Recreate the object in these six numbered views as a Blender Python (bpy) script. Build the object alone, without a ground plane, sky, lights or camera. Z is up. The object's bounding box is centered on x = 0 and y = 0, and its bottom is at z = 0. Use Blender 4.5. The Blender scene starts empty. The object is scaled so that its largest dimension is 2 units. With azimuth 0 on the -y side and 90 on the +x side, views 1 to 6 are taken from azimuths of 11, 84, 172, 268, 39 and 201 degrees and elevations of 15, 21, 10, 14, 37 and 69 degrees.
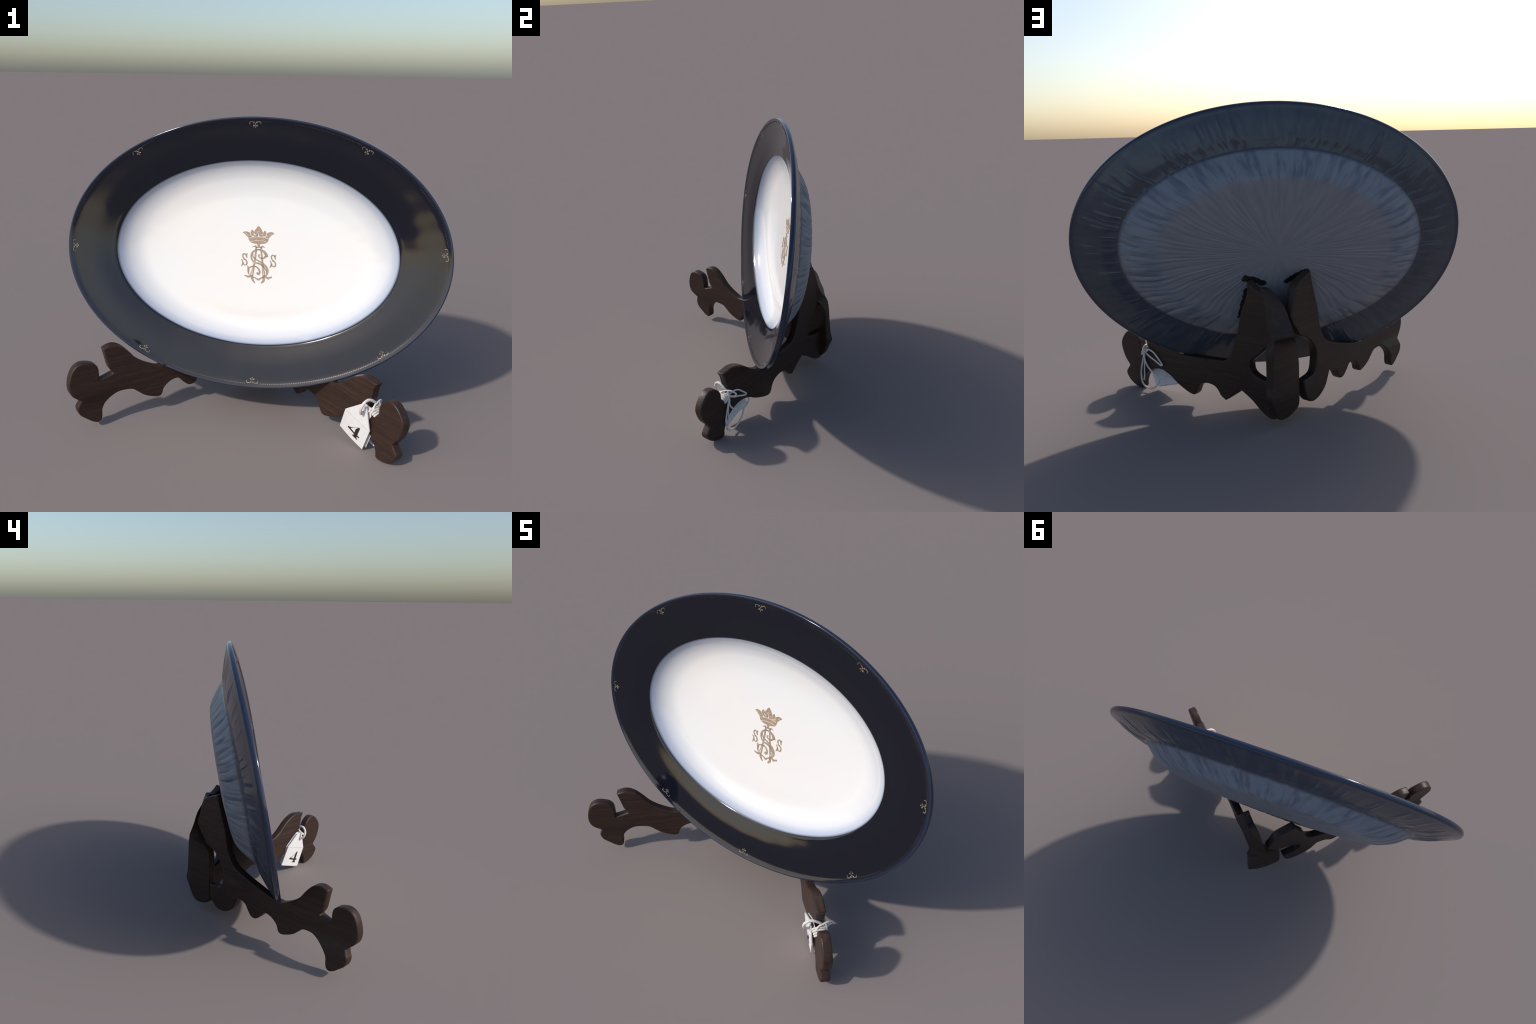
"""Oval cobalt-rimmed porcelain platter standing in a folding carved wooden easel,
with a folded paper number tag tied to one leg of the easel."""
import bpy, math, random
import numpy as np
from mathutils import Vector, Matrix
from mathutils.geometry import delaunay_2d_cdt

random.seed(4)
RNG = np.random.default_rng(11)
COL = bpy.context.scene.collection


# ------------------------------------------------------------------ helpers
def link(ob, parent=None):
    COL.objects.link(ob)
    if parent is not None:
        ob.parent = parent
    return ob


def empty(name, label, category):
    ob = bpy.data.objects.new(name, None)
    ob.empty_display_size = 0.1
    ob["label"] = label
    ob["category"] = category
    return link(ob)


def mesh_object(name, verts, faces, mat=None, parent=None, smooth=True):
    me = bpy.data.meshes.new(name)
    me.from_pydata([tuple(v) for v in verts], [], [tuple(f) for f in faces])
    me.update()
    if smooth:
        me.polygons.foreach_set("use_smooth", [True] * len(me.polygons))
    if mat is not None:
        me.materials.append(mat)
    ob = bpy.data.objects.new(name, me)
    return link(ob, parent)


def catmull(points, n=6, closed=False):
    """Centripetal-like Catmull-Rom through control points of any dimension."""
    P = [np.array(p, float) for p in points]
    m = len(P)
    out = []
    segs = m if closed else m - 1
    for i in range(segs):
        p1, p2 = P[i], P[(i + 1) % m]
        p0 = P[i - 1] if (closed or i > 0) else 2 * p1 - p2
        p3 = P[(i + 2) % m] if (closed or i + 2 < m) else 2 * p2 - p1
        d = max(np.linalg.norm(p2 - p1), 1e-9)
        t1 = (p2 - p0) / max(np.linalg.norm(p2 - p1) + np.linalg.norm(p1 - p0), 1e-9) * d
        t2 = (p3 - p1) / max(np.linalg.norm(p3 - p2) + np.linalg.norm(p2 - p1), 1e-9) * d
        for k in range(n):
            t = k / n
            h = (2*t**3 - 3*t**2 + 1, t**3 - 2*t**2 + t, -2*t**3 + 3*t**2, t**3 - t**2)
            out.append(h[0]*p1 + h[1]*t1 + h[2]*p2 + h[3]*t2)
    if not closed:
        out.append(P[-1])
    return np.array(out)


def outline(points, n=4):
    """Closed profile; a control point with a third item 'c' is a sharp corner."""
    idx = [i for i, p in enumerate(points) if len(p) > 2]
    if not idx:
        return catmull([p[:2] for p in points], n, True)
    pts = points[idx[0]:] + points[:idx[0]]
    idx = [i for i, p in enumerate(pts) if len(p) > 2] + [len(pts)]
    pts = pts + [pts[0]]
    res = []
    for a, b in zip(idx[:-1], idx[1:]):
        res.extend(catmull([p[:2] for p in pts[a:b + 1]], n)[:-1])
    return np.array(res)


def tube(name, path, radius, mat, parent, n=5, sides=10, fibre=0.0):
    P = catmull(path, n)
    m = len(P)
    T = np.gradient(P, axis=0)
    T /= np.linalg.norm(T, axis=1)[:, None] + 1e-12
    u = np.cross(T[0], [0.3, 0.2, 0.9])
    u /= np.linalg.norm(u)
    verts, faces = [], []
    for i in range(m):
        u = u - T[i] * (u @ T[i])
        u /= np.linalg.norm(u)
        w = np.cross(T[i], u)
        for k in range(sides):
            a = 2 * math.pi * k / sides
            r = radius * (1 + fibre * math.sin(2 * a + i * 0.9))
            verts.append(P[i] + r * (math.cos(a) * u + math.sin(a) * w))
    for i in range(m - 1):
        for k in range(sides):
            a, b = i * sides + k, i * sides + (k + 1) % sides
            faces.append((a, b, b + sides, a + sides))
    faces.append(tuple(range(sides))[::-1])
    faces.append(tuple(range((m - 1) * sides, m * sides)))
    return mesh_object(name, verts, faces, mat, parent)


# ------------------------------------------------------------------ materials
class Nodes:
    def __init__(self, name):
        self.mat = bpy.data.materials.new(name)
        self.mat.use_nodes = True
        self.t = self.mat.node_tree
        self.t.nodes.clear()
        self.out = self.t.nodes.new("ShaderNodeOutputMaterial")
        self.bsdf = self.t.nodes.new("ShaderNodeBsdfPrincipled")
        self.t.links.new(self.bsdf.outputs[0], self.out.inputs[0])
        self.co = self.t.nodes.new("ShaderNodeTexCoord").outputs["Object"]

    def link(self, a, b):
        self.t.links.new(a, b)

    def put(self, sock, v):
        if hasattr(v, "links") or isinstance(v, bpy.types.NodeSocket):
            self.link(v, sock)
        else:
            sock.default_value = v

    def set(self, **kw):
        for k, v in kw.items():
            self.put(self.bsdf.inputs[k.replace("_", " ")], v)

    def math(self, op, a, b=None, clamp=False):
        n = self.t.nodes.new("ShaderNodeMath")
        n.operation = op
        n.use_clamp = clamp
        self.put(n.inputs[0], a)
        if b is not None:
            self.put(n.inputs[1], b)
        return n.outputs[0]

    def mapping(self, scale=(1, 1, 1), rot=(0, 0, 0), vec=None):
        n = self.t.nodes.new("ShaderNodeMapping")
        n.inputs["Scale"].default_value = scale
        n.inputs["Rotation"].default_value = rot
        self.link(vec or self.co, n.inputs["Vector"])
        return n.outputs[0]

    def noise(self, vec, scale, detail=3, rough=0.5, dist=0.0):
        n = self.t.nodes.new("ShaderNodeTexNoise")
        n.inputs["Scale"].default_value = scale
        n.inputs["Detail"].default_value = detail
        n.inputs["Roughness"].default_value = rough
        n.inputs["Distortion"].default_value = dist
        self.link(vec, n.inputs["Vector"])
        return n.outputs[0]

    def ramp(self, fac, stops, interp="LINEAR"):
        n = self.t.nodes.new("ShaderNodeValToRGB")
        n.color_ramp.interpolation = interp
        e = n.color_ramp.elements
        while len(e) < len(stops):
            e.new(0.5)
        for el, (p, c) in zip(e, stops):
            el.position = p
            el.color = (c, c, c, 1) if isinstance(c, (int, float)) else (*c, 1)
        self.put(n.inputs[0], fac)
        return n.outputs[0]

    def mix(self, fac, a, b, mode="MIX"):
        n = self.t.nodes.new("ShaderNodeMix")
        n.data_type = "RGBA"
        n.blend_type = mode
        self.put(n.inputs[0], fac)
        for s, v in ((n.inputs[6], a), (n.inputs[7], b)):
            if isinstance(v, tuple):
                s.default_value = (*v, 1)
            else:
                self.link(v, s)
        return n.outputs[2]

    def sep(self, vec):
        n = self.t.nodes.new("ShaderNodeSeparateXYZ")
        self.link(vec, n.inputs[0])
        return n.outputs

    def bump(self, height, strength, dist):
        n = self.t.nodes.new("ShaderNodeBump")
        n.inputs["Strength"].default_value = strength
        n.inputs["Distance"].default_value = dist
        self.link(height, n.inputs["Height"])
        return n.outputs[0]

    def ellipse(self, a, b):
        """sqrt((x/a)^2+(y/b)^2) on Object coordinates."""
        x, y, _ = self.sep(self.co)
        ex = self.math("DIVIDE", x, a)
        ey = self.math("DIVIDE", y, b)
        s = self.math("ADD", self.math("MULTIPLY", ex, ex), self.math("MULTIPLY", ey, ey))
        return self.math("SQRT", s)


RA, RB = 0.998, 0.698            # outer rim half axes
WA, WB = 0.745, 0.480            # edge of the white well


def front_glaze():
    m = Nodes("cobalt_and_white_front_glaze")
    e = m.ellipse(WA, WB)
    wob = m.noise(m.mapping(), 3.0, 2)
    e2 = m.math("ADD", e, m.math("MULTIPLY", m.math("SUBTRACT", wob, 0.5), 0.006))
    warm = m.noise(m.mapping(), 1.6, 2)
    white = m.mix(m.ramp(warm, [(0.35, 0.0), (0.65, 1.0)]), (0.745, 0.75, 0.757), (0.775, 0.752, 0.735))
    speck = m.noise(m.mapping(), 60, 2, 0.4)
    white = m.mix(m.ramp(speck, [(0.73, 0.0), (0.78, 0.25)]), white, (0.62, 0.6, 0.57))
    bleed = m.mix(m.ramp(e2, [(0.80, 0.0), (0.93, 0.40), (0.985, 1.0)]), white, (0.37, 0.42, 0.53))
    cobalt = (0.0048, 0.0058, 0.0118)
    base = m.mix(m.ramp(e2, [(0.984, 0.0), (0.993, 0.45), (1.004, 1.0)], "EASE"), bleed, cobalt)
    rim = m.ellipse(RA, RB)
    edge = m.ramp(rim, [(0.976, 0.0), (0.996, 1.0)])
    base = m.mix(edge, base, (0.017, 0.025, 0.052))
    m.set(Base_Color=base, Roughness=0.09, IOR=1.5)
    h = m.noise(m.mapping(), 4.0, 1)
    m.set(Normal=m.bump(h, 0.12, 0.012))
    return m.mat


def back_glaze():
    m = Nodes("slate_blue_back_glaze")
    x, y, z = m.sep(m.co)
    foot = m.ellipse(0.60, 0.385)
    shoulder = m.ellipse(0.762, 0.493)
    ang = m.math("ARCTAN2", m.math("DIVIDE", y, 0.70), x)
    comb = m.t.nodes.new("ShaderNodeCombineXYZ")
    m.link(m.math("COSINE", ang), comb.inputs[0])
    m.link(m.math("SINE", ang), comb.inputs[1])
    m.link(m.math("MULTIPLY", shoulder, 0.25), comb.inputs[2])
    streak = m.noise(comb.outputs[0], 19.0, 3, 0.5)
    fine = m.noise(m.mapping(), 140, 2)
    rimc = m.mix(m.ramp(streak, [(0.38, 0.0), (0.62, 1.0)]), (0.037, 0.043, 0.061), (0.052, 0.058, 0.077))
    wall = m.mix(m.ramp(streak, [(0.36, 0.0), (0.54, 1.0)]), (0.110, 0.128, 0.170), (0.205, 0.223, 0.260))
    sole = m.mix(m.ramp(streak, [(0.35, 0.0), (0.65, 1.0)]), (0.190, 0.190, 0.214), (0.235, 0.232, 0.250))
    sw = m.math("ADD", shoulder, m.math("MULTIPLY", m.math("SUBTRACT", streak, 0.5), 0.02))
    c = m.mix(m.ramp(foot, [(0.93, 0.0), (1.03, 1.0)]), sole, wall)
    c = m.mix(m.ramp(sw, [(0.975, 0.0), (1.015, 1.0)]), c, rimc)
    c = m.mix(m.math("MULTIPLY", fine, 0.12), c, (0.20, 0.22, 0.26))
    rim = m.ellipse(RA, RB)
    c = m.mix(m.ramp(rim, [(0.965, 0.0), (0.992, 1.0)]), c, (0.020, 0.029, 0.058))
    # dark ragged patches on the base behind the posts of the easel
    tatter = m.math("MULTIPLY", m.math("SUBTRACT", m.noise(m.mapping(), 55, 3, 0.6), 0.5), 0.040)
    dark_patch = None
    for (x0, y0), (x1, y1), r in (((0.158, -0.122), (0.072, -0.148), 0.016), ((0.152, -0.180), (0.188, -0.330), 0.010),
                                  ((-0.050, -0.142), (-0.146, -0.098), 0.016), ((-0.162, -0.170), (-0.204, -0.340), 0.003)):
        dx, dy = x1 - x0, y1 - y0
        L2 = dx * dx + dy * dy
        px, py = m.math("SUBTRACT", x, x0), m.math("SUBTRACT", y, y0)
        t = m.math("ADD", m.math("MULTIPLY", px, dx / L2), m.math("MULTIPLY", py, dy / L2), clamp=True)
        qx = m.math("SUBTRACT", px, m.math("MULTIPLY", t, dx))
        qy = m.math("SUBTRACT", py, m.math("MULTIPLY", t, dy))
        d = m.math("SQRT", m.math("ADD", m.math("MULTIPLY", qx, qx), m.math("MULTIPLY", qy, qy)))
        k = m.math("LESS_THAN", m.math("ADD", d, tatter), r)
        dark_patch = k if dark_patch is None else m.math("MAXIMUM", dark_patch, k)
    c = m.mix(dark_patch, c, (0.010, 0.009, 0.008))
    rough = m.ramp(sw, [(0.98, 0.42), (1.01, 0.17)])
    m.set(Base_Color=c, Roughness=rough, IOR=1.5)
    m.set(Normal=m.bump(fine, 0.10, 0.004))
    return m.mat


def gilding():
    m = Nodes("worn_taupe_gilding")
    n = m.noise(m.mapping(), 90, 3)
    c = m.ramp(n, [(0.3, (0.29, 0.215, 0.155)), (0.7, (0.40, 0.30, 0.22))])
    m.set(Base_Color=c, Roughness=0.35)
    return m.mat


def pale_gilding():
    m = Nodes("pale_cream_gilding")
    n = m.noise(m.mapping(), 90, 3)
    c = m.ramp(n, [(0.3, (0.62, 0.50, 0.40)), (0.7, (0.75, 0.63, 0.53))])
    m.set(Base_Color=c, Roughness=0.35)
    return m.mat


def rim_gilding():
    m = Nodes("worn_rim_gilding")
    n = m.noise(m.mapping(), 48, 3)
    c = m.ramp(n, [(0.36, (0.055, 0.046, 0.037)), (0.62, (0.29, 0.23, 0.175))])
    m.set(Base_Color=c, Roughness=0.3)
    return m.mat


def bead_gilding():
    m = Nodes("faded_bead_gilding")
    n = m.noise(m.mapping(), 7, 3)
    c = m.ramp(n, [(0.45, (0.007, 0.008, 0.013)), (0.64, (0.062, 0.060, 0.060))])
    m.set(Base_Color=c, Roughness=0.3)
    return m.mat


def wood():
    """Dark stained hardwood; Object x runs along the board, y through it."""
    m = Nodes("dark_stained_wood")
    warp = m.noise(m.mapping(), 3.0, 2)
    v = m.mapping((1.6, 22.0, 30.0), (0, math.radians(6), 0))
    mixv = m.t.nodes.new("ShaderNodeVectorMath")
    mixv.operation = "ADD"
    m.link(v, mixv.inputs[0])
    m.link(warp, mixv.inputs[1])
    g = m.noise(mixv.outputs[0], 2.2, 5, 0.65)
    v2 = m.mapping((5, 90, 110), (0, math.radians(6), 0))
    f = m.noise(v2, 2.0, 3, 0.6)
    c = m.ramp(g, [(0.30, (0.027, 0.0140, 0.0105)), (0.50, (0.037, 0.0190, 0.0140)), (0.75, (0.060, 0.0325, 0.0215))])
    c = m.mix(m.ramp(f, [(0.40, 0.32), (0.60, 0.0)]), c, (0.015, 0.009, 0.008))
    m.set(Base_Color=c, Roughness=m.ramp(f, [(0.3, 0.40), (0.7, 0.52)]), Specular_IOR_Level=0.34)
    m.set(Normal=m.bump(f, 0.18, 0.004))
    return m.mat


def plain(name, colour, rough, noise_scale=60, amount=0.08):
    m = Nodes(name)
    n = m.noise(m.mapping(), noise_scale, 3)
    dark = tuple(c * (1 - 2 * amount) for c in colour)
    m.set(Base_Color=m.mix(n, dark, colour), Roughness=rough)
    m.set(Normal=m.bump(n, 0.15, 0.002))
    return m.mat


MAT_FRONT, MAT_BACK = front_glaze(), back_glaze()
MAT_GILT, MAT_CREAM = gilding(), pale_gilding()
MAT_RIMGILT, MAT_BEAD = rim_gilding(), bead_gilding()
MAT_WOOD = wood()
MAT_PAPER = plain("white_tag_paper", (0.78, 0.765, 0.77), 0.6)
MAT_STRING = plain("white_cotton_string", (0.74, 0.70, 0.66), 0.7, 160, 0.12)
MAT_INK = plain("dark_brown_ink", (0.020, 0.012, 0.011), 0.6)
MAT_HOLE = plain("dark_hole_lining", (0.012, 0.012, 0.013), 0.8)

# ------------------------------------------------------------------ platter
# local frame: x along the long axis, y up the plate, z out of the front
TILT = 0.1915
PLATE_M = Matrix.Translation((0.0, 0.030, 0.8695)) @ Matrix.Rotation(math.pi / 2 - TILT, 4, "X")

# profiles: (inset along x, inset along y, z)
FRONT = [(0.000, 0.000, -0.008), (0.0015, 0.0015, -0.001), (0.004, 0.004, 0.0035), (0.0065, 0.0065, 0.0046),
         (0.010, 0.010, 0.0040), (0.018, 0.018, 0.0012), (0.033, 0.031, -0.0038), (0.060, 0.053, -0.0090), (0.150, 0.130, -0.025), (0.225, 0.195, -0.043),
         (0.246, 0.213, -0.048), (0.255, 0.221, -0.053), (0.282, 0.246, -0.080), (0.318, 0.277, -0.103),
         (0.370, 0.315, -0.121), (0.450, 0.375, -0.134), (0.560, 0.450, -0.141), (0.750, 0.560, -0.146),
         (0.900, 0.640, -0.147), (0.9979, 0.6979, -0.147)]
BACK = [(0.000, 0.000, -0.008), (0.002, 0.002, -0.015), (0.008, 0.008, -0.022), (0.030, 0.030, -0.030),
        (0.070, 0.070, -0.046), (0.155, 0.150, -0.074), (0.210, 0.180, -0.0825), (0.234, 0.199, -0.0882),
        (0.2385, 0.2035, -0.0905), (0.245, 0.2095, -0.096), (0.276, 0.235, -0.119), (0.312, 0.268, -0.146), (0.362, 0.299, -0.171),
        (0.398, 0.319, -0.183), (0.440, 0.342, -0.188), (0.520, 0.420, -0.195), (0.620, 0.490, -0.202),
        (0.800, 0.590, -0.208), (0.950, 0.660, -0.210), (0.9979, 0.6979, -0.210)]
NA = 1600


def rings(profile, per):
    return catmull(profile, per)


def saddle(inset, theta):
    """The rim warped in firing: both ends stand forward, top and bottom lie back."""
    k = np.interp(inset, [0.0, 0.22, 0.30, 0.45, 0.60], [0.0127, 0.0095, 0.0060, 0.0020, 0.0])
    return k * np.cos(2 * theta) + 0.35 * k * np.sin(3 * theta) * (inset < 0.2) * (1 - inset / 0.2)


def periodic(theta, freqs, seed, spread):
    r = np.random.default_rng(seed)
    s = np.zeros_like(theta)
    for k in freqs:
        s += r.normal() * np.cos(k * theta + r.uniform(0, 2 * np.pi))
    return s / (np.sqrt(len(freqs)) * spread)


def plate_grid(profile, per, front):
    prof = rings(profile, per)
    th = np.linspace(0, 2 * np.pi, NA, endpoint=False)
    ax = (RA - prof[:, 0])[:, None]
    by = (RB - prof[:, 1])[:, None]
    x = ax * np.cos(th)
    y = by * np.sin(th)
    z = prof[:, 2][:, None] + saddle(prof[:, 1][:, None], th[None, :])
    ins = prof[:, 1][:, None]
    T = np.broadcast_to(th, x.shape)
    if front:
        # the wall of the well runs a little deeper at the bottom than at the top
        z = z + np.exp(-((ins - 0.305) / 0.065) ** 2) * (0.009 * np.sin(T) - 0.004)
        wob = periodic(T, range(2, 9), 3, 1.0) * 0.0004
        wob += periodic(T + 0.15 * np.sin(T), range(14, 40), 5, 1.0) * 0.00012
        z = z + wob * np.clip(ins / 0.02, 0, 1) * np.clip((0.55 - ins) / 0.2, 0, 1)
    else:
        # flutes on the wall: convex ribs parted by narrow, irregular grooves
        r = np.random.default_rng(21)
        solew = np.clip((ins - 0.30) / 0.05, 0, 1) * np.clip((0.698 - ins) / 0.40, 0, 1)
        wallw = np.exp(-((ins - 0.258) / 0.046) ** 2)
        warp = T + 0.010 * np.sin(5 * T + 9 * ins) + 0.004 * np.sin(17 * T - 14 * ins)
        at = 0.0
        while at < 2 * np.pi - 0.05:
            d = (warp - at + np.pi) % (2 * np.pi) - np.pi
            w = r.uniform(0.009, 0.019)
            depth = r.uniform(0.004, 0.0120)
            reach = np.exp(-((ins - r.uniform(0.245, 0.275)) / r.uniform(0.035, 0.055)) ** 2)
            z = z + depth * reach * np.exp(-np.abs(d / w) ** 1.5)
            at += r.uniform(0.055, 0.135)
        z = z - 0.0022 * wallw
        # runs of glaze on the rim: raised tears, each with its own length and place
        for k in range(180):
            a0 = r.uniform(0, 2 * np.pi)
            mid = r.uniform(0.09, 0.19)
            half = r.uniform(0.035, 0.085)
            w = r.uniform(0.006, 0.016)
            h = r.choice([-1, 1], p=[0.75, 0.25]) * r.uniform(0.0010, 0.0030)
            bend = r.uniform(-0.15, 0.15)
            d = (T - a0 - bend * (ins - mid) + np.pi) % (2 * np.pi) - np.pi
            z = z + h * np.exp(-(d / w) ** 2 - ((ins - mid) / half) ** 4) * np.clip((0.203 - ins) / 0.012, 0, 1)
        rays = periodic(warp, range(40, 120, 3), 24, 1.0)
        z = z + 0.0011 * solew * rays
        low = periodic(T, range(2, 7), 25, 1.0)
        z = z + 0.0012 * low * np.clip(ins / 0.1, 0, 1) * np.clip((0.6 - ins) / 0.3, 0, 1)
    return prof, np.stack([x, y, z], -1)


def front_height(x, y):
    """Depth of the front surface under a point given in plate coordinates."""
    th = math.atan2(y / RB, x / RA)
    c, s = abs(math.cos(th)), abs(math.sin(th))
    prof = FRONT_RINGS
    # walk the rings along the direction of the point
    d = (RA - prof[:, 0]) ** 2
    e = (RB - prof[:, 1]) ** 2
    val = x * x / np.maximum(d, 1e-8) + y * y / np.maximum(e, 1e-8)
    i = int(np.argmax(val > 1.0))
    if i == 0:
        i = 1
    a = (1 - val[i - 1]) / max(val[i] - val[i - 1], 1e-9)
    a = min(max(a, 0), 1)
    z = prof[i - 1, 2] * (1 - a) + prof[i, 2] * a
    ins = prof[i - 1, 1] * (1 - a) + prof[i, 1] * a
    ths = math.atan2(y / (RB - ins), x / (RA - ins * 1.05))
    z += math.exp(-((ins - 0.305) / 0.065) ** 2) * (0.009 * math.sin(ths) - 0.004)
    return z + float(saddle(np.array(ins), np.array(ths)))


platter = empty("oval_platter", "oval white porcelain platter with dark cobalt rim and gilt monogram", "serving plate")
platter.matrix_world = PLATE_M

fprof, F = plate_grid(FRONT, 6, True)
bprof, B = plate_grid(BACK, 7, False)
FRONT_RINGS = fprof


def grid_normals(G, sign):
    du = np.roll(G, -1, axis=1) - np.roll(G, 1, axis=1)
    dv = np.gradient(G, axis=0)
    n = np.cross(du, dv) * sign
    return n / (np.linalg.norm(n, axis=-1, keepdims=True) + 1e-12)


fn = grid_normals(F, 1)
fn *= np.sign(fn[-3, 0, 2]) or 1
bn = grid_normals(B, 1)
bn *= -np.sign(bn[-3, 0, 2])
edge_n = fn[0] + bn[0]
edge_n[:] = np.stack([np.cos(np.linspace(0, 2*np.pi, NA, endpoint=False)) / RA,
                      np.sin(np.linspace(0, 2*np.pi, NA, endpoint=False)) / RB, np.zeros(NA)], -1)
edge_n /= np.linalg.norm(edge_n, axis=1)[:, None]
fn[0] = edge_n
bn[0] = edge_n
fn[-1] = (0, 0, 1)
bn[-1] = (0, 0, -1)


def grid_part(name, G, N, i0, i1, mat, flip):
    """Rows i0..i1 of a ring grid as one named part with the whole plate's normals."""
    V = G[i0:i1 + 1].reshape(-1, 3)
    Nn = N[i0:i1 + 1].reshape(-1, 3)
    rows = i1 - i0 + 1
    k = np.arange(NA)
    k2 = (k + 1) % NA
    faces = []
    for r in range(rows - 1):
        a = r * NA
        q = np.stack([a + k, a + k2, a + NA + k2, a + NA + k], 1)
        if flip:
            q = q[:, ::-1]
        faces.append(q)
    faces = np.concatenate(faces)
    me = bpy.data.meshes.new(name)
    me.vertices.add(len(V))
    me.vertices.foreach_set("co", V.ravel())
    me.loops.add(faces.size)
    me.loops.foreach_set("vertex_index", faces.ravel())
    me.polygons.add(len(faces))
    me.polygons.foreach_set("loop_start", np.arange(0, faces.size, 4))
    me.polygons.foreach_set("use_smooth", [True] * len(faces))
    me.update(calc_edges=True)
    me.validate()
    me.normals_split_custom_set_from_vertices([tuple(n) for n in Nn])
    me.materials.append(mat)
    ob = bpy.data.objects.new(name, me)
    return link(ob, platter)


cut_f = int(np.argmin(np.abs(fprof[:, 0] - 0.253)))
cut_b = int(np.argmin(np.abs(bprof[:, 0] - 0.236)))
cut_s = int(np.argmin(np.abs(bprof[:, 0] - 0.400)))
grid_part("rim", F, fn, 0, cut_f, MAT_FRONT, False)
grid_part("well", F, fn, cut_f, len(fprof) - 1, MAT_FRONT, False)
grid_part("rim_underside", B, bn, 0, cut_b, MAT_BACK, True)
grid_part("fluted_wall", B, bn, cut_b, cut_s, MAT_BACK, True)
grid_part("base", B, bn, cut_s, len(bprof) - 1, MAT_BACK, True)


# ---- flat gilt decoration: ribbons, blobs and filled shapes lying on the glaze
class Gilt:
    def __init__(self, lift, bold=1.0):
        self.v, self.f, self.lift, self.bold = [], [], lift, bold

    def add(self, pts):
        base = len(self.v)
        for x, y in pts:
            self.v.append((x, y, front_height(x, y) + self.lift))
        return base

    def stroke(self, ctrl, to_plate, n=6):
        """ctrl: (x, y, width) in drawing units; a ribbon following the spline."""
        C = catmull(ctrl, n)
        C[:, 2] *= self.bold
        xy = C[:, :2]
        t = np.gradient(xy, axis=0)
        t /= np.linalg.norm(t, axis=1)[:, None] + 1e-9
        nn = np.stack([-t[:, 1], t[:, 0]], 1)
        w = np.maximum(C[:, 2:3], 1e-4) * 0.5
        pts = []
        for p, q, m in zip(xy - nn * w, xy + nn * w, xy):
            pts += [to_plate(*p), to_plate(*m), to_plate(*q)]
        b = self.add(pts)
        for i in range(len(xy) - 1):
            for j in (0, 1):
                a = b + i * 3 + j
                self.f.append((a, a + 1, a + 4, a + 3))

    def fill(self, ctrl, to_plate, n=4):
        C = catmull([c[:2] for c in ctrl], n, True)
        b = self.add([to_plate(*p) for p in C])
        self.f.append(tuple(range(b, b + len(C))))

    def blob(self, x, y, rx, ry, to_plate, ang=0.0, k=14):
        pts = []
        for i in range(k):
            a = 2 * math.pi * i / k
            px, py = rx * math.cos(a), ry * math.sin(a)
            pts.append(to_plate(x + px * math.cos(ang) - py * math.sin(ang),
                                y + px * math.sin(ang) + py * math.cos(ang)))
        b = self.add(pts)
        self.f.append(tuple(range(b, b + k)))

    def build(self, name, mat, parent):
        ob = mesh_object(name, self.v, self.f, mat, parent, smooth=False)
        me = ob.data
        import bmesh
        bm = bmesh.new()
        bm.from_mesh(me)
        bmesh.ops.triangulate(bm, faces=[f for f in bm.faces if len(f.verts) > 4])
        for f in bm.faces:
            f.normal_update()
            if f.normal.z < 0:
                f.normal_flip()
        bm.to_mesh(me)
        bm.free()
        sol = ob.modifiers.new("leaf_thickness", "SOLIDIFY")
        sol.thickness = 0.0012
        sol.offset = -1
        return ob


def emblem(x, y):
    """Drawing units of the monogram (1000 units = about 14 cm) to plate coordinates."""
    return (-0.1176 + x * 1.376e-4 + y * 6.4e-6, 0.0052 + x * 8.2e-6 - y * 1.373e-4)


mono = Gilt(0.0012, 1.14)
S = lambda *c: mono.stroke(list(c), emblem)
# large S: serif, crown of the bowl, double diagonal, lower bowl
S((1300, 275, 4), (1225, 190, 95), (1150, 80, 85), (1060, 20, 55), (930, -8, 36), (810, 0, 45), (710, 60, 58),
  (650, 160, 66), (636, 260, 60), (665, 370, 52), (720, 470, 45), (760, 530, 30))
S((705, 150, 12), (700, 220, 26), (735, 300, 36), (830, 370, 42), (960, 440, 50), (1100, 530, 56),
  (1210, 640, 62), (1270, 770, 72), (1265, 900, 62), (1225, 990, 30))
S((740, 500, 30), (860, 505, 56), (980, 545, 64), (1090, 620, 58), (1170, 710, 40), (1215, 810, 26), (1225, 900, 12))
S((1265, 240, 30), (1180, 260, 70), (1110, 325, 44), (1010, 312, 40), (935, 265, 40), (915, 205, 36), (950, 182, 30))
S((478, 600, 4), (520, 690, 70), (520, 790, 66), (525, 890, 46), (560, 965, 20))
S((520, 720, 30), (580, 670, 44), (660, 640, 44), (750, 632, 48), (850, 665, 52), (930, 745, 56), (966, 850, 58),
  (945, 930, 56), (895, 950, 46), (862, 915, 40))
mono.blob(880, 900, 42, 40, emblem)
mono.blob(945, 195, 34, 30, emblem)
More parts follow.
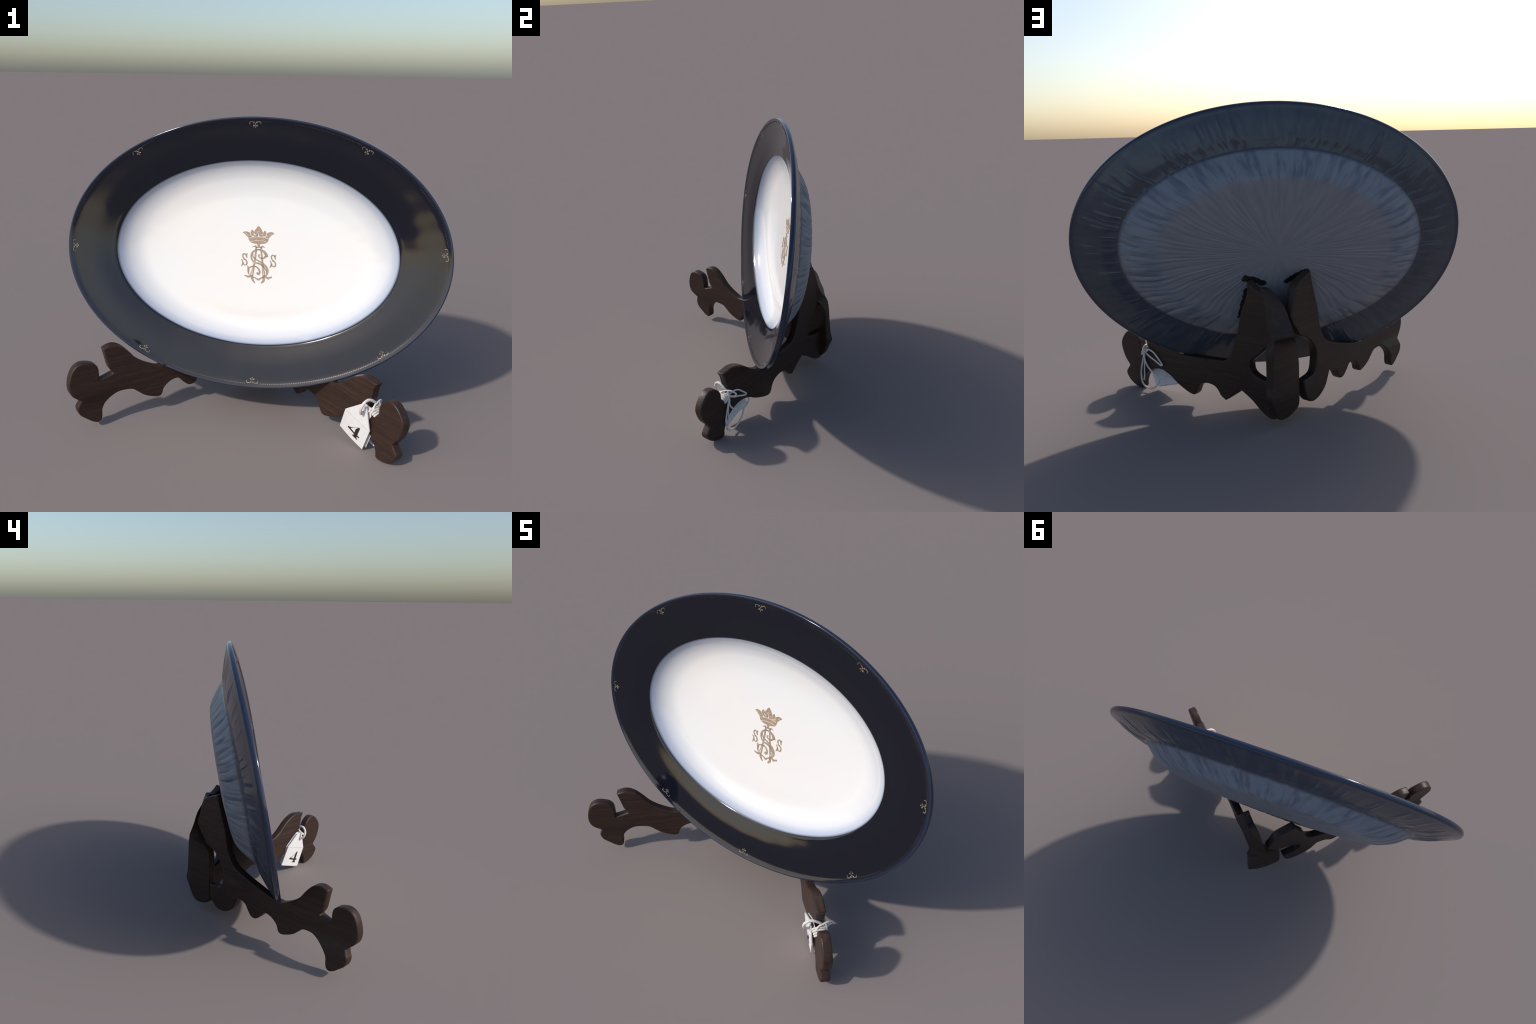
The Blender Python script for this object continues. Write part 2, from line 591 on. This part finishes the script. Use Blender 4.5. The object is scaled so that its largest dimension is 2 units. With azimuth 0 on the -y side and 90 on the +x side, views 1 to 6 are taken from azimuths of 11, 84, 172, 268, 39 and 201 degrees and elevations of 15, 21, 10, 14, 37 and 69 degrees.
# letter A: two beaded legs with split feet, pointed bar, serif top
S((825, -70, 62), (810, 100, 62), (790, 280, 60), (760, 480, 60), (735, 620, 66), (700, 780, 86), (660, 930, 110), (650, 1030, 90))
S((1022, -70, 62), (1035, 120, 60), (1050, 300, 60), (1068, 440, 60), (1088, 620, 70), (1105, 780, 88), (1125, 930, 100), (1140, 1050, 84))
S((650, 950, 60), (590, 1010, 62), (515, 1035, 70), (430, 1005, 44), (365, 985, 40))
S((655, 1000, 92), (680, 1120, 76), (710, 1190, 60), (780, 1280, 34))
S((1150, 970, 60), (1210, 1040, 62), (1300, 1095, 72), (1370, 1065, 50), (1445, 1055, 60))
S((1136, 1000, 90), (1126, 1130, 80), (1115, 1190, 86), (1030, 1285, 48))
S((690, 1045, 40), (770, 1075, 44), (850, 1110, 50), (918, 1170, 56))
S((918, 1170, 56), (985, 1105, 50), (1060, 1075, 44), (1120, 1040, 40))
S((668, -124, 4), (740, -140, 30), (800, -150, 60), (835, -80, 62))
S((1192, -92, 4), (1120, -122, 30), (1055, -130, 60), (1015, -60, 62))
S((820, -98, 34), (925, -108, 38), (1030, -98, 34))
S((925, -250, 130), (925, -205, 92), (928, -130, 88))
S((790, -8, 34), (920, -22, 40), (1050, -4, 34))


def small_s(dx, dy):
    q = lambda *c: mono.stroke([(x + dx, y + dy, w * 1.3) for x, y, w in c], emblem)
    q((470, 295, 38), (442, 240, 30), (415, 170, 30), (360, 138, 32), (308, 175, 38), (300, 240, 36), (335, 315, 30),
      (400, 365, 30), (448, 430, 34), (462, 500, 36), (440, 562, 34), (388, 578, 28), (330, 550, 26), (312, 500, 34),
      (290, 430, 30), (268, 382, 26), (236, 360, 30))
    q((495, 125, 4), (455, 160, 34), (440, 225, 30))
    q((228, 635, 4), (275, 570, 34), (308, 495, 40))
    q((330, 320, 14), (355, 370, 16), (410, 400, 14))


small_s(0, 0)
small_s(1122, 62)
# crown: two leaves, two points, a fleuron, and the circlet
K = lambda *c: mono.fill([(x, y - 1176) for x, y in c], emblem)
K((305, 500), (350, 458), (430, 450), (520, 472), (590, 520), (588, 600), (660, 650), (545, 692), (460, 640), (400, 565))
K((1525, 560), (1500, 510), (1400, 485), (1320, 500), (1248, 535), (1240, 620), (1190, 675), (1305, 718), (1400, 630), (1465, 575))
K((665, 388), (612, 450), (622, 560), (672, 640), (702, 560), (738, 490), (712, 425))
K((1170, 430), (1112, 490), (1100, 565), (1160, 655), (1208, 600), (1216, 500))
K((915, 248), (825, 345), (770, 420), (742, 510), (790, 590), (850, 640), (900, 560), (930, 560), (985, 640), (1055, 610), (1086, 510), (1050, 420), (1015, 350))
K((525, 690), (640, 672), (770, 660), (920, 655), (1110, 668), (1305, 722), (1285, 830), (1215, 905), (1050, 938), (850, 935), (680, 905), (600, 860), (540, 775))
mono.stroke([(700, -600, 40), (760, -545, 46), (850, -540, 44), (890, -600, 40)], emblem)
mono.stroke([(940, -600, 40), (990, -545, 46), (1080, -545, 44), (1120, -600, 40)], emblem)
mono.build("monogram", MAT_GILT, platter)

pale = Gilt(0.0024)
P_ = lambda *c: pale.stroke([(x, y - 1176, w) for x, y, w in c], emblem)
P_((555, 715, 24), (700, 682, 22), (920, 672, 20), (1110, 690, 22), (1285, 738, 24))
P_((610, 845, 24), (760, 822, 20), (930, 810, 18), (1100, 826, 20), (1225, 862, 24))
P_((560, 620, 12), (600, 610, 14), (605, 560, 12))
P_((1240, 580, 12), (1240, 630, 14), (1275, 650, 12))
P_((755, 545, 12), (800, 585, 16), (845, 560, 12))
P_((985, 560, 12), (1030, 588, 16), (1065, 560, 12))
P_((370, 480, 8), (470, 560, 14), (540, 640, 10))
P_((1490, 530, 8), (1400, 570, 14), (1320, 660, 10))
for s in (-1, 1):
    P_((915 + s * 45, 480, 4), (915 + s * 22, 455, 18), (915, 425, 4))
    P_((915 + s * 45, 480, 4), (915 + s * 22, 505, 18), (915, 540, 4))
for i in range(5):
    t = i / 4
    pale.blob(712 - 55 * t, 735 + 205 * t, 13 + 20 * t, 13 + 20 * t, emblem)
    pale.blob(1090 + 38 * t, 715 + 230 * t, 12 + 17 * t, 12 + 17 * t, emblem)
for i in range(9):
    t = i / 8
    pale.blob(818 - 40 * t, -20 + 360 * t, 7, 7, emblem)
    pale.blob(1027 + 30 * t, -20 + 380 * t, 7, 7, emblem)
pale.blob(750, 490, 28, 28, emblem)
for i in range(4):
    pale.blob(560 - 45 * i, 1000 + 12 * i, 8, 8, emblem)
    pale.blob(1210 + 45 * i, 1045 + 14 * i, 8, 8, emblem)
pale.blob(688, 1150, 9, 9, emblem)
pale.blob(1125, 1150, 9, 9, emblem)
pale.build("monogram_highlight", MAT_CREAM, platter)


# ---- eight trefoil ornaments and a beaded line just inside the rim
def rim_frame(theta, inset):
    a, b = RA - inset, RB - inset
    p = np.array([a * math.cos(theta), b * math.sin(theta)])
    t = np.array([-a * math.sin(theta), b * math.cos(theta)])
    t /= np.linalg.norm(t)
    n = np.array([-t[1], t[0]])           # inward
    return p, t, n


orn_mesh = None
for k, deg in enumerate((91, 131, 55, 4.7, -179, -125.2, -44.4, -88)):
    p, t, n = rim_frame(math.radians(deg), 0.028)
    jit = random.Random(k)
    g = Gilt(0.0009, 0.72)
    to = lambda x, y: tuple(p + t * x + n * y)
    for s in (-1, 1):
        g.stroke([(s * 0.012, -0.001, 0.0035), (s * 0.020, 0.0, 0.0045), (s * 0.0290, 0.001, 0.0050)], to, 4)
        g.stroke([(s * 0.0275, -0.001, 0.0045), (s * 0.0290, 0.006, 0.0040), (s * 0.0275, 0.0125, 0.0045)], to, 4)
        g.blob(s * 0.0075, 0.003, 0.0048, 0.0034, to, s * 0.6)
        g.blob(s * 0.0075, 0.0185, 0.0050, 0.0034, to, s * 0.5)
    g.blob(0, 0.0085, 0.0036, 0.0036, to)
    g.stroke([(0, 0.006, 0.002), (0, 0.020, 0.003)], to, 3)
    g.blob(0, 0.0255, 0.0034, 0.0034, to)
    # worn ornaments lose a few pieces
    ob = g.build("rim_ornament", MAT_RIMGILT, platter)

beads = Gilt(0.0009)
th = 0.0
while th < 2 * math.pi:
    p, t, n = rim_frame(th, 0.024)
    step = 0.0098 / math.hypot(RA * math.sin(th), RB * math.cos(th))
    near = min(abs((math.degrees(th) - d + 180) % 360 - 180) for d in (91, 131, 55, 4.7, -179, -125.2, -44.4, -88))
    sp = math.hypot(RA * math.sin(th), RB * math.cos(th))
    if near * math.pi / 180 * sp > 0.036:
        to = lambda x, y: tuple(p + t * x + n * y)
        beads.blob(0, 0, 0.0021, 0.0021, to, k=8)
    th += step
bd = beads.build("rim_beading", MAT_BEAD, platter)
bd["kind"] = "stuff"

# ------------------------------------------------------------------ easel
stand = empty("plate_easel", "dark wooden folding plate easel of two scroll-cut boards", "plate stand")


def board(name, ctrl, frame, thick, r=0.008, n=4):
    """Scroll-cut board: outline in (along, up), rounded arrises, caps flat.
    Local x = along the board, y = through it (0 .. thick), z = up."""
    O = outline(ctrl, n)
    area = 0.5 * np.sum(O[:, 0] * np.roll(O[:, 1], -1) - np.roll(O[:, 0], -1) * O[:, 1])
    if area < 0:
        O = O[::-1]
    t = np.roll(O, -1, axis=0) - np.roll(O, 1, axis=0)
    t /= np.linalg.norm(t, axis=1)[:, None] + 1e-9
    nrm = np.stack([-t[:, 1], t[:, 0]], 1)      # inward for a counter-clockwise outline
    m = len(O)
    layers = []
    for a in (0, 22.5, 45, 67.5, 90):
        a = math.radians(a)
        layers.append((r * (1 - math.sin(a)), r * (1 - math.cos(a))))
    levels = [(ins, dep) for ins, dep in layers] + [(ins, thick - dep) for ins, dep in layers[::-1]]
    verts, faces = [], []
    for ins, y in levels:
        Q = O + nrm * ins
        for q in Q:
            verts.append((q[0], y, q[1]))
    for L in range(len(levels) - 1):
        for i in range(m):
            j = (i + 1) % m
            faces.append((L * m + i, L * m + j, (L + 1) * m + j, (L + 1) * m + i))
    # caps: the outline plus a loose grid of inner points, so that a cap can bend
    inner = []
    for gx in np.arange(O[:, 0].min(), O[:, 0].max(), 0.03):
        for gz in np.arange(O[:, 1].min(), O[:, 1].max(), 0.03):
            dist = np.min(np.hypot(O[:, 0] - gx, O[:, 1] - gz))
            x1, y1 = O[:, 0], O[:, 1]
            x2, y2 = np.roll(x1, -1), np.roll(y1, -1)
            hit = ((y1 > gz) != (y2 > gz)) & (gx < (x2 - x1) * (gz - y1) / (y2 - y1 + 1e-12) + x1)
            if dist > 0.016 and hit.sum() % 2:
                inner.append((gx, gz))
    flat = [Vector((p[0], p[1])) for p in O] + [Vector(p) for p in inner]
    res = delaunay_2d_cdt(flat, [(i, (i + 1) % m) for i in range(m)], [], 1, 1e-7)
    src = [o[0] for o in res[3]]
    top = (len(levels) - 1) * m
    nb = len(verts)
    verts += [(p[0], 0.0, p[1]) for p in inner] + [(p[0], thick, p[1]) for p in inner]
    for t in res[2]:
        idx = [src[i] for i in t]
        faces.append(tuple(i if i < m else nb + i - m for i in idx))
        faces.append(tuple(top + i if i < m else nb + len(inner) + i - m for i in idx))
    ob = mesh_object(name, verts, faces, MAT_WOOD, stand)
    import bmesh
    bm = bmesh.new()
    bm.from_mesh(ob.data)
    bmesh.ops.recalc_face_normals(bm, faces=bm.faces)
    for f in bm.faces:
        if len(f.verts) == 3:
            f.smooth = False
    bm.to_mesh(ob.data)
    bm.free()
    ob.matrix_world = frame
    return ob


# board on the left of the plate (its back face lies on y = 0.975 x + 0.396)
LEFT = [(-0.216, 0.741, 'c'), (-0.234, 0.671), (-0.254, 0.608), (-0.275, 0.545), (-0.284, 0.491),
        (-0.303, 0.422), (-0.344, 0.366), (-0.404, 0.336), (-0.507, 0.303), (-0.603, 0.277), (-0.682, 0.266),
        (-0.715, 0.277), (-0.766, 0.304), (-0.811, 0.339), (-0.841, 0.376), (-0.878, 0.415), (-0.909, 0.434),
        (-0.939, 0.439), (-0.962, 0.434), (-0.982, 0.426, 'c'), (-0.973, 0.390), (-0.965, 0.354),
        (-0.956, 0.319), (-0.936, 0.287, 'c'), (-0.976, 0.274), (-1.012, 0.265, 'c'), (-1.010, 0.293),
        (-1.015, 0.337), (-1.037, 0.361), (-1.076, 0.373), (-1.100, 0.374), (-1.127, 0.363), (-1.145, 0.342),
        (-1.159, 0.308), (-1.166, 0.264), (-1.162, 0.233), (-1.152, 0.212), (-1.132, 0.189),
        (-1.104, 0.165, 'c'), (-1.113, 0.139), (-1.122, 0.115), (-1.119, 0.091), (-1.107, 0.069),
        (-1.072, 0.040), (-1.045, 0.020), (-1.018, 0.011), (-1.001, 0.022), (-0.996, 0.046), (-0.995, 0.075),
        (-0.984, 0.101), (-0.965, 0.125), (-0.938, 0.151), (-0.902, 0.171), (-0.866, 0.174), (-0.832, 0.169),
        (-0.803, 0.147), (-0.772, 0.122), (-0.730, 0.102), (-0.689, 0.091), (-0.670, 0.100), (-0.659, 0.130),
        (-0.636, 0.153), (-0.603, 0.168), (-0.570, 0.168), (-0.542, 0.140), (-0.509, 0.114), (-0.476, 0.114),
        (-0.452, 0.141), (-0.432, 0.170), (-0.401, 0.185), (-0.374, 0.188, 'c'), (-0.360, 0.158),
        (-0.339, 0.119), (-0.310, 0.094), (-0.275, 0.076), (-0.232, 0.069), (-0.194, 0.080), (-0.165, 0.110),
        (-0.153, 0.156), (-0.146, 0.201, 'c'), (-0.190, 0.206), (-0.234, 0.215), (-0.252, 0.244),
        (-0.256, 0.318), (-0.231, 0.366), (-0.188, 0.408), (-0.120, 0.438, 'c'), (-0.094, 0.476),
        (-0.065, 0.515), (-0.051, 0.550), (-0.074, 0.610), (-0.095, 0.677), (-0.116, 0.702), (-0.167, 0.724)]
FL = Matrix.Translation((0, 0.396, 0)) @ Matrix.Rotation(math.atan2(0.975, 1.0), 4, "Z")
left_board = board("board", LEFT, FL @ Matrix.Translation((0, -0.042, 0)), 0.048)
# the foot of this board is twisted a little towards the back
for v in left_board.data.vertices:
    w = min(max((0.22 - v.co.z) / 0.12, 0), 1) * min(max((-0.80 - v.co.x) / 0.12, 0), 1)
    w = w * w * (3 - 2 * w)
    v.co.y += 0.020 * w
    v.co.z += 0.015 * w

# board on the right (its back face lies on x + y = 0.412)
RIGHT = [(-0.216, 0.712, 'c'), (-0.218, 0.664), (-0.233, 0.616),  (-0.260, 0.557), (-0.270, 0.515), (-0.287, 0.449),
         (-0.311, 0.380), (-0.339, 0.318), (-0.374, 0.287), (-0.422, 0.278), (-0.556, 0.268), (-0.640, 0.262),
         (-0.695, 0.264), (-0.749, 0.293), (-0.784, 0.321), (-0.823, 0.350), (-0.871, 0.373), (-0.910, 0.381),
         (-0.945, 0.378), (-0.984, 0.373, 'c'), (-0.968, 0.345), (-0.960, 0.315), (-0.954, 0.285), (-0.935, 0.240, 'c'),
         (-0.968, 0.230), (-1.005, 0.222, 'c'), (-1.007, 0.250), (-1.008, 0.271), (-1.024, 0.297), (-1.052, 0.319),
         (-1.086, 0.328), (-1.116, 0.315), (-1.141, 0.291), (-1.160, 0.261), (-1.165, 0.233), (-1.156, 0.196),
         (-1.140, 0.162), (-1.105, 0.120, 'c'), (-1.121, 0.100), (-1.135, 0.079), (-1.132, 0.060), (-1.111, 0.034),
         (-1.078, 0.013), (-1.046, 0.003), (-1.018, 0.001), (-1.003, 0.009), (-1.000, 0.034), (-0.990, 0.062),
         (-0.972, 0.090), (-0.945, 0.114), (-0.910, 0.133), (-0.870, 0.142), (-0.842, 0.142), (-0.814, 0.136),
         (-0.776, 0.121), (-0.735, 0.095), (-0.690, 0.073), (-0.635, 0.053), (-0.603, 0.051), (-0.586, 0.068),
         (-0.571, 0.100), (-0.548, 0.122), (-0.510, 0.135), (-0.475, 0.135), (-0.450, 0.128), (-0.431, 0.113),
         (-0.413, 0.088), (-0.381, 0.071, 'c'), (-0.330, 0.107), (-0.274, 0.147, 'c'), (-0.208, 0.111), (-0.158, 0.072),
         (-0.115, 0.047), (-0.077, 0.042), (-0.052, 0.062), (-0.048, 0.140), (-0.050, 0.228, 'c'), (-0.121, 0.229),
         (-0.174, 0.241), (-0.203, 0.259), (-0.210, 0.291), (-0.200, 0.317), (-0.157, 0.351), (-0.105, 0.394),
         (-0.045, 0.430, 'c'), (-0.055, 0.500), (-0.082, 0.560), (-0.104, 0.614), (-0.115, 0.655), (-0.137, 0.669),
         (-0.178, 0.684)]
FR = Matrix.Translation((0, 0.412, 0)) @ Matrix.Rotation(math.radians(135), 4, "Z")
# mirrored so that local y runs towards the front face
board("board", RIGHT, FR @ Matrix.Translation((0, -0.005, 0)), 0.047)

# hinge knuckle: a slab carved across the right board, lofted from horizontal sections
# each section: height, outer-left, outer-right, inner-right, inner-left corners in (x, y)
KNUCKLE = [
    (0.682, (0.088, 0.322), (0.060, 0.296), (0.075, 0.280), (0.100, 0.305)),
    (0.655, (0.081, 0.331), (0.026, 0.322), (0.060, 0.288), (0.110, 0.300)),
    (0.600, (0.076, 0.343), (-0.012, 0.364), (0.040, 0.308), (0.105, 0.306)),
    (0.530, (0.071, 0.360), (-0.036, 0.388), (0.020, 0.322), (0.092, 0.314)),
    (0.495, (0.064, 0.378), (-0.044, 0.402), (0.004, 0.326), (0.088, 0.314)),
    (0.465, (0.056, 0.400), (-0.050, 0.410), (-0.014, 0.318), (0.084, 0.322)),
    (0.445, (0.054, 0.412), (-0.060, 0.384), (-0.032, 0.298), (0.080, 0.342)),
    (0.425, (0.055, 0.419), (-0.069, 0.345), (-0.043, 0.283), (0.083, 0.366)),
    (0.380, (0.057, 0.424), (-0.078, 0.306), (-0.050, 0.270), (0.090, 0.390)),
    (0.300, (0.059, 0.427), (-0.086, 0.300), (-0.056, 0.266), (0.090, 0.393)),
    (0.210, (0.064, 0.433), (-0.086, 0.300), (-0.056, 0.266), (0.092, 0.396)),
    (0.172, (0.068, 0.440), (-0.087, 0.300), (-0.056, 0.266), (0.094, 0.400)),
    (0.130, (0.058, 0.427), (-0.086, 0.301), (-0.056, 0.268), (0.088, 0.392)),
    (0.085, (0.048, 0.412), (-0.082, 0.304), (-0.054, 0.270), (0.080, 0.380)),
    (0.060, (0.036, 0.400), (-0.055, 0.325), (-0.026, 0.292), (0.066, 0.366)),
    (0.046, (0.020, 0.384), (-0.018, 0.356), (0.004, 0.330), (0.044, 0.352)),
]


def knuckle():
    C = catmull([[h, *a, *b, *c, *d] for h, a, b, c, d in KNUCKLE], 4)
    verts, faces = [], []
    per = 24
    for row in C:
        h = row[0]
        q = row[1:].reshape(4, 2)
        r = 0.007
        for i in range(4):
            p0, p1, p2 = q[i - 1], q[i], q[(i + 1) % 4]
            d0 = (p0 - p1) / np.linalg.norm(p0 - p1)
            d2 = (p2 - p1) / np.linalg.norm(p2 - p1)
            a, b = p1 + d0 * r, p1 + d2 * r
            for k in range(per // 4):
                t = k / (per // 4 - 1)
                p = (1 - t) ** 2 * a + 2 * t * (1 - t) * p1 + t * t * b
                verts.append((p[0], p[1], h))
    m = len(C)
    for i in range(m - 1):
        for k in range(per):
            a, b = i * per + k, i * per + (k + 1) % per
            faces.append((a, b, b + per, a + per))
    faces.append(tuple(range(per))[::-1])
    faces.append(tuple(range((m - 1) * per, m * per)))
    # into the left board's frame, so the grain runs along the slab
    inv = FL.inverted()
    vv = [tuple(inv @ Vector(v)) for v in verts]
    ob = mesh_object("hinge_knuckle", vv, faces, MAT_WOOD, stand)
    import bmesh
    bm = bmesh.new()
    bm.from_mesh(ob.data)
    bmesh.ops.recalc_face_normals(bm, faces=bm.faces)
    bm.to_mesh(ob.data)
    bm.free()
    ob.data.set_sharp_from_angle(angle=math.radians(50))
    ob.matrix_world = FL
    return ob


knuckle()

# ------------------------------------------------------------------ paper tag
tag = empty("number_tag", "folded white paper tag with numeral, tied on with string", "label tag")
sl, sr = np.array((0.525, -0.204, 0.179)), np.array((0.647, -0.317, 0.131))
bl, br = np.array((0.500, -0.160, 0.061)), np.array((0.617, -0.275, 0.010))
al, ar = np.array((0.601, -0.276, 0.250)), np.array((0.628, -0.302, 0.243))
nrm = np.cross(sr - sl, bl - sl)
nrm /= np.linalg.norm(nrm)
if nrm[1] > 0:
    nrm = -nrm


def card(name, off, drop, parent, thick=0.006, low=1.0):
    """Five-sided card: truncated point above a fold line, rectangle below it."""
    o = np.array(off)
    up = np.array((0, 0, drop))
    rows = [(al, ar), (al * 0.5 + sl * 0.5, ar * 0.5 + sr * 0.5), (sl, sr),
            (sl * (1 - low * 0.5) + bl * low * 0.5, sr * (1 - low * 0.5) + br * low * 0.5),
            (sl * (1 - low) + bl * low, sr * (1 - low) + br * low)]
    V, Fc = [], []
    nx = 6
    for side in (0, 1):
        for ri, (a, b) in enumerate(rows):
            for k in range(nx + 1):
                t = k / nx
                bow = 0.004 * math.sin(math.pi * t) * (1 if ri >= 3 else 0)
                V.append((1 - t) * a + t * b + o + up - nrm * (thick * side) + nrm * bow)
    R, W = len(rows), nx + 1
    for i in range(R - 1):
        for k in range(nx):
            a = i * W + k
            Fc.append((a, a + W, a + W + 1, a + 1))
            c = R * W + a
            Fc.append((c, c + 1, c + W + 1, c + W))
    ringi = [k for k in range(W)] + [i * W + nx for i in range(1, R)] + [(R - 1) * W + k for k in range(nx - 1, -1, -1)] + [i * W for i in range(R - 2, 0, -1)]
    for i in range(len(ringi)):
        a, b = ringi[i], ringi[(i + 1) % len(ringi)]
        Fc.append((a, b, b + R * W, a + R * W))
    ob = mesh_object(name, V, Fc, MAT_PAPER, parent, smooth=False)
    import bmesh
    bm = bmesh.new()
    bm.from_mesh(ob.data)
    bmesh.ops.recalc_face_normals(bm, faces=bm.faces)
    bm.to_mesh(ob.data)
    bm.free()
    return ob


front_card = card("card", (0, 0, 0), 0.0, tag, 0.005)
back_card = card("card", tuple(-nrm * 0.015 + np.array((0.006, -0.002, 0.0))), 0.0, tag, 0.003, 0.95)

# numeral, crease and eyelet lie on the lower/upper panels of the front card
ux = (sr - sl) / np.linalg.norm(sr - sl)
uy = (sl - bl) / np.linalg.norm(sl - bl)
pan_w, pan_h = np.linalg.norm(sr - sl), np.linalg.norm(sl - bl)


def on_panel(u, v, lift):
    """u, v in 0..1 across and up the lower panel."""
    p = bl * (1 - u) * (1 - v) + br * u * (1 - v) + sl * (1 - u) * v + sr * u * v
    bow = 0.004 * math.sin(math.pi * u) * min(1.0, 2 * (1 - v))
    return p + nrm * (lift + bow)


def panel_shape(name, polys, lift, mat, depth=0.0012):
    V, Fc = [], []
    for poly in polys:
        b = len(V)
        k = len(poly)
        V += [on_panel(u, v, lift) for u, v in poly] + [on_panel(u, v, lift - depth) for u, v in poly]
        Fc.append(tuple(range(b, b + k)))
        Fc.append(tuple(range(b + k, b + 2 * k))[::-1])
        for i in range(k):
            j = (i + 1) % k
            Fc.append((b + i, b + k + i, b + k + j, b + j))
    ob = mesh_object(name, V, Fc, mat, tag, smooth=False)
    import bmesh
    bm = bmesh.new()
    bm.from_mesh(ob.data)
    bmesh.ops.recalc_face_normals(bm, faces=bm.faces)
    bm.to_mesh(ob.data)
    bm.free()
    return ob


four = [
    [(0.58, 0.20), (0.70, 0.20), (0.70, 0.78), (0.66, 0.78), (0.58, 0.62)],          # stem
    [(0.66, 0.78), (0.58, 0.70), (0.375, 0.40), (0.30, 0.36), (0.34, 0.42)],          # diagonal
    [(0.30, 0.36), (0.32, 0.445), (0.58, 0.40), (0.58, 0.335)],                        # bar, left
    [(0.70, 0.40), (0.78, 0.395), (0.78, 0.335), (0.70, 0.335)],                       # bar, right
    [(0.52, 0.20), (0.58, 0.20), (0.58, 0.245), (0.54, 0.235)],
    [(0.70, 0.20), (0.76, 0.20), (0.74, 0.235), (0.70, 0.245)],
]
panel_shape("numeral", four, 0.0014, MAT_INK)
crease = panel_shape("crease", [[(0.0, 0.990), (1.0, 0.990), (1.0, 1.0), (0.0, 1.0)]], 0.0009,  # thin grey strip modelled as the shadow along the fold
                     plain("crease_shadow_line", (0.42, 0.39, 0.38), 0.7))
# eyelet: a dark oval plug through the upper panel
hole_c = np.array((0.612, -0.287, 0.2105))
un = np.cross(sr - sl, al - sl)
un /= np.linalg.norm(un)
if un[1] > 0:
    un = -un
hx = (ar - al) / np.linalg.norm(ar - al)
hy = np.cross(un, hx)
hole_c = hole_c - un * float((hole_c - sl) @ un)
V = []
for d in (0.0012, -0.002):
    for i in range(18):
        a = 2 * math.pi * i / 18
        V.append(hole_c + hx * 0.0075 * math.cos(a) + hy * 0.0095 * math.sin(a) + un * d)
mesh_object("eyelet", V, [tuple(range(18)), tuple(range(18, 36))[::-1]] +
            [(i, i + 18, (i + 1) % 18 + 18, (i + 1) % 18) for i in range(18)], MAT_HOLE, tag, smooth=False)

# string: thick loop through the eyelet, wraps in the notch, loose loops hanging behind
knot = (0.672, -0.272, 0.250)
tube("string", [(0.620, -0.282, 0.212), (0.611, -0.292, 0.210), (0.603, -0.306, 0.216), (0.600, -0.318, 0.235),
                (0.605, -0.322, 0.260), (0.619, -0.314, 0.281), (0.637, -0.298, 0.286), (0.655, -0.283, 0.276),
                (0.668, -0.270, 0.262)], 0.0072, MAT_STRING, tag, fibre=0.08)
tube("string", [(0.660, -0.300, 0.240), (0.664, -0.283, 0.252), (0.676, -0.268, 0.262), (0.690, -0.238, 0.262),
                (0.694, -0.218, 0.246), (0.688, -0.222, 0.230), (0.680, -0.246, 0.228), (0.668, -0.272, 0.234),
                (0.652, -0.300, 0.236)], 0.0050, MAT_STRING, tag, fibre=0.08)
for k in range(4):
    d = 0.010 * k
    tube("string", [(0.640 + d * 0.8, -0.303 - d * 0.6, 0.226 - d * 0.4), (0.645 + d * 0.8, -0.301 - d * 0.6, 0.238 - d * 0.6),
                    (0.662 + d * 0.7, -0.287 - d * 0.6, 0.243 - d * 0.6), (0.680 + d * 0.7, -0.268 - d * 0.6, 0.240 - d * 0.6),
                    (0.688 + d * 0.6, -0.259 - d * 0.6, 0.215 - d * 0.4)], 0.0052, MAT_STRING, tag, fibre=0.08)
tube("string", [(0.676, -0.266, 0.252), (0.688, -0.256, 0.240), (0.690, -0.256, 0.227), (0.700, -0.266, 0.181),
                (0.714, -0.281, 0.116), (0.716, -0.283, 0.079), (0.711, -0.278, 0.041), (0.691, -0.258, 0.021),
                (0.664, -0.231, 0.020), (0.640, -0.207, 0.036), (0.620, -0.187, 0.064), (0.610, -0.177, 0.096)],
     0.0046, MAT_STRING, tag, fibre=0.06)
tube("string", [(0.680, -0.262, 0.246), (0.689, -0.255, 0.222), (0.690, -0.256, 0.183), (0.674, -0.240, 0.144),
                (0.647, -0.213, 0.118), (0.624, -0.190, 0.103), (0.606, -0.172, 0.099), (0.582, -0.150, 0.113),
                (0.572, -0.142, 0.138)], 0.0046, MAT_STRING, tag, fibre=0.06)
tube("string", [(0.684, -0.264, 0.240), (0.688, -0.260, 0.207), (0.694, -0.266, 0.145), (0.698, -0.270, 0.083),
                (0.703, -0.275, 0.057)], 0.0040, MAT_STRING, tag, fibre=0.06)
tube("string", [(0.684, -0.258, 0.262), (0.690, -0.254, 0.238), (0.668, -0.232, 0.213), (0.634, -0.198, 0.194),
                (0.600, -0.164, 0.174), (0.592, -0.158, 0.177), (0.611, -0.178, 0.204), (0.637, -0.204, 0.235),
                (0.660, -0.228, 0.245), (0.680, -0.250, 0.242)], 0.0046, MAT_STRING, tag, fibre=0.06)
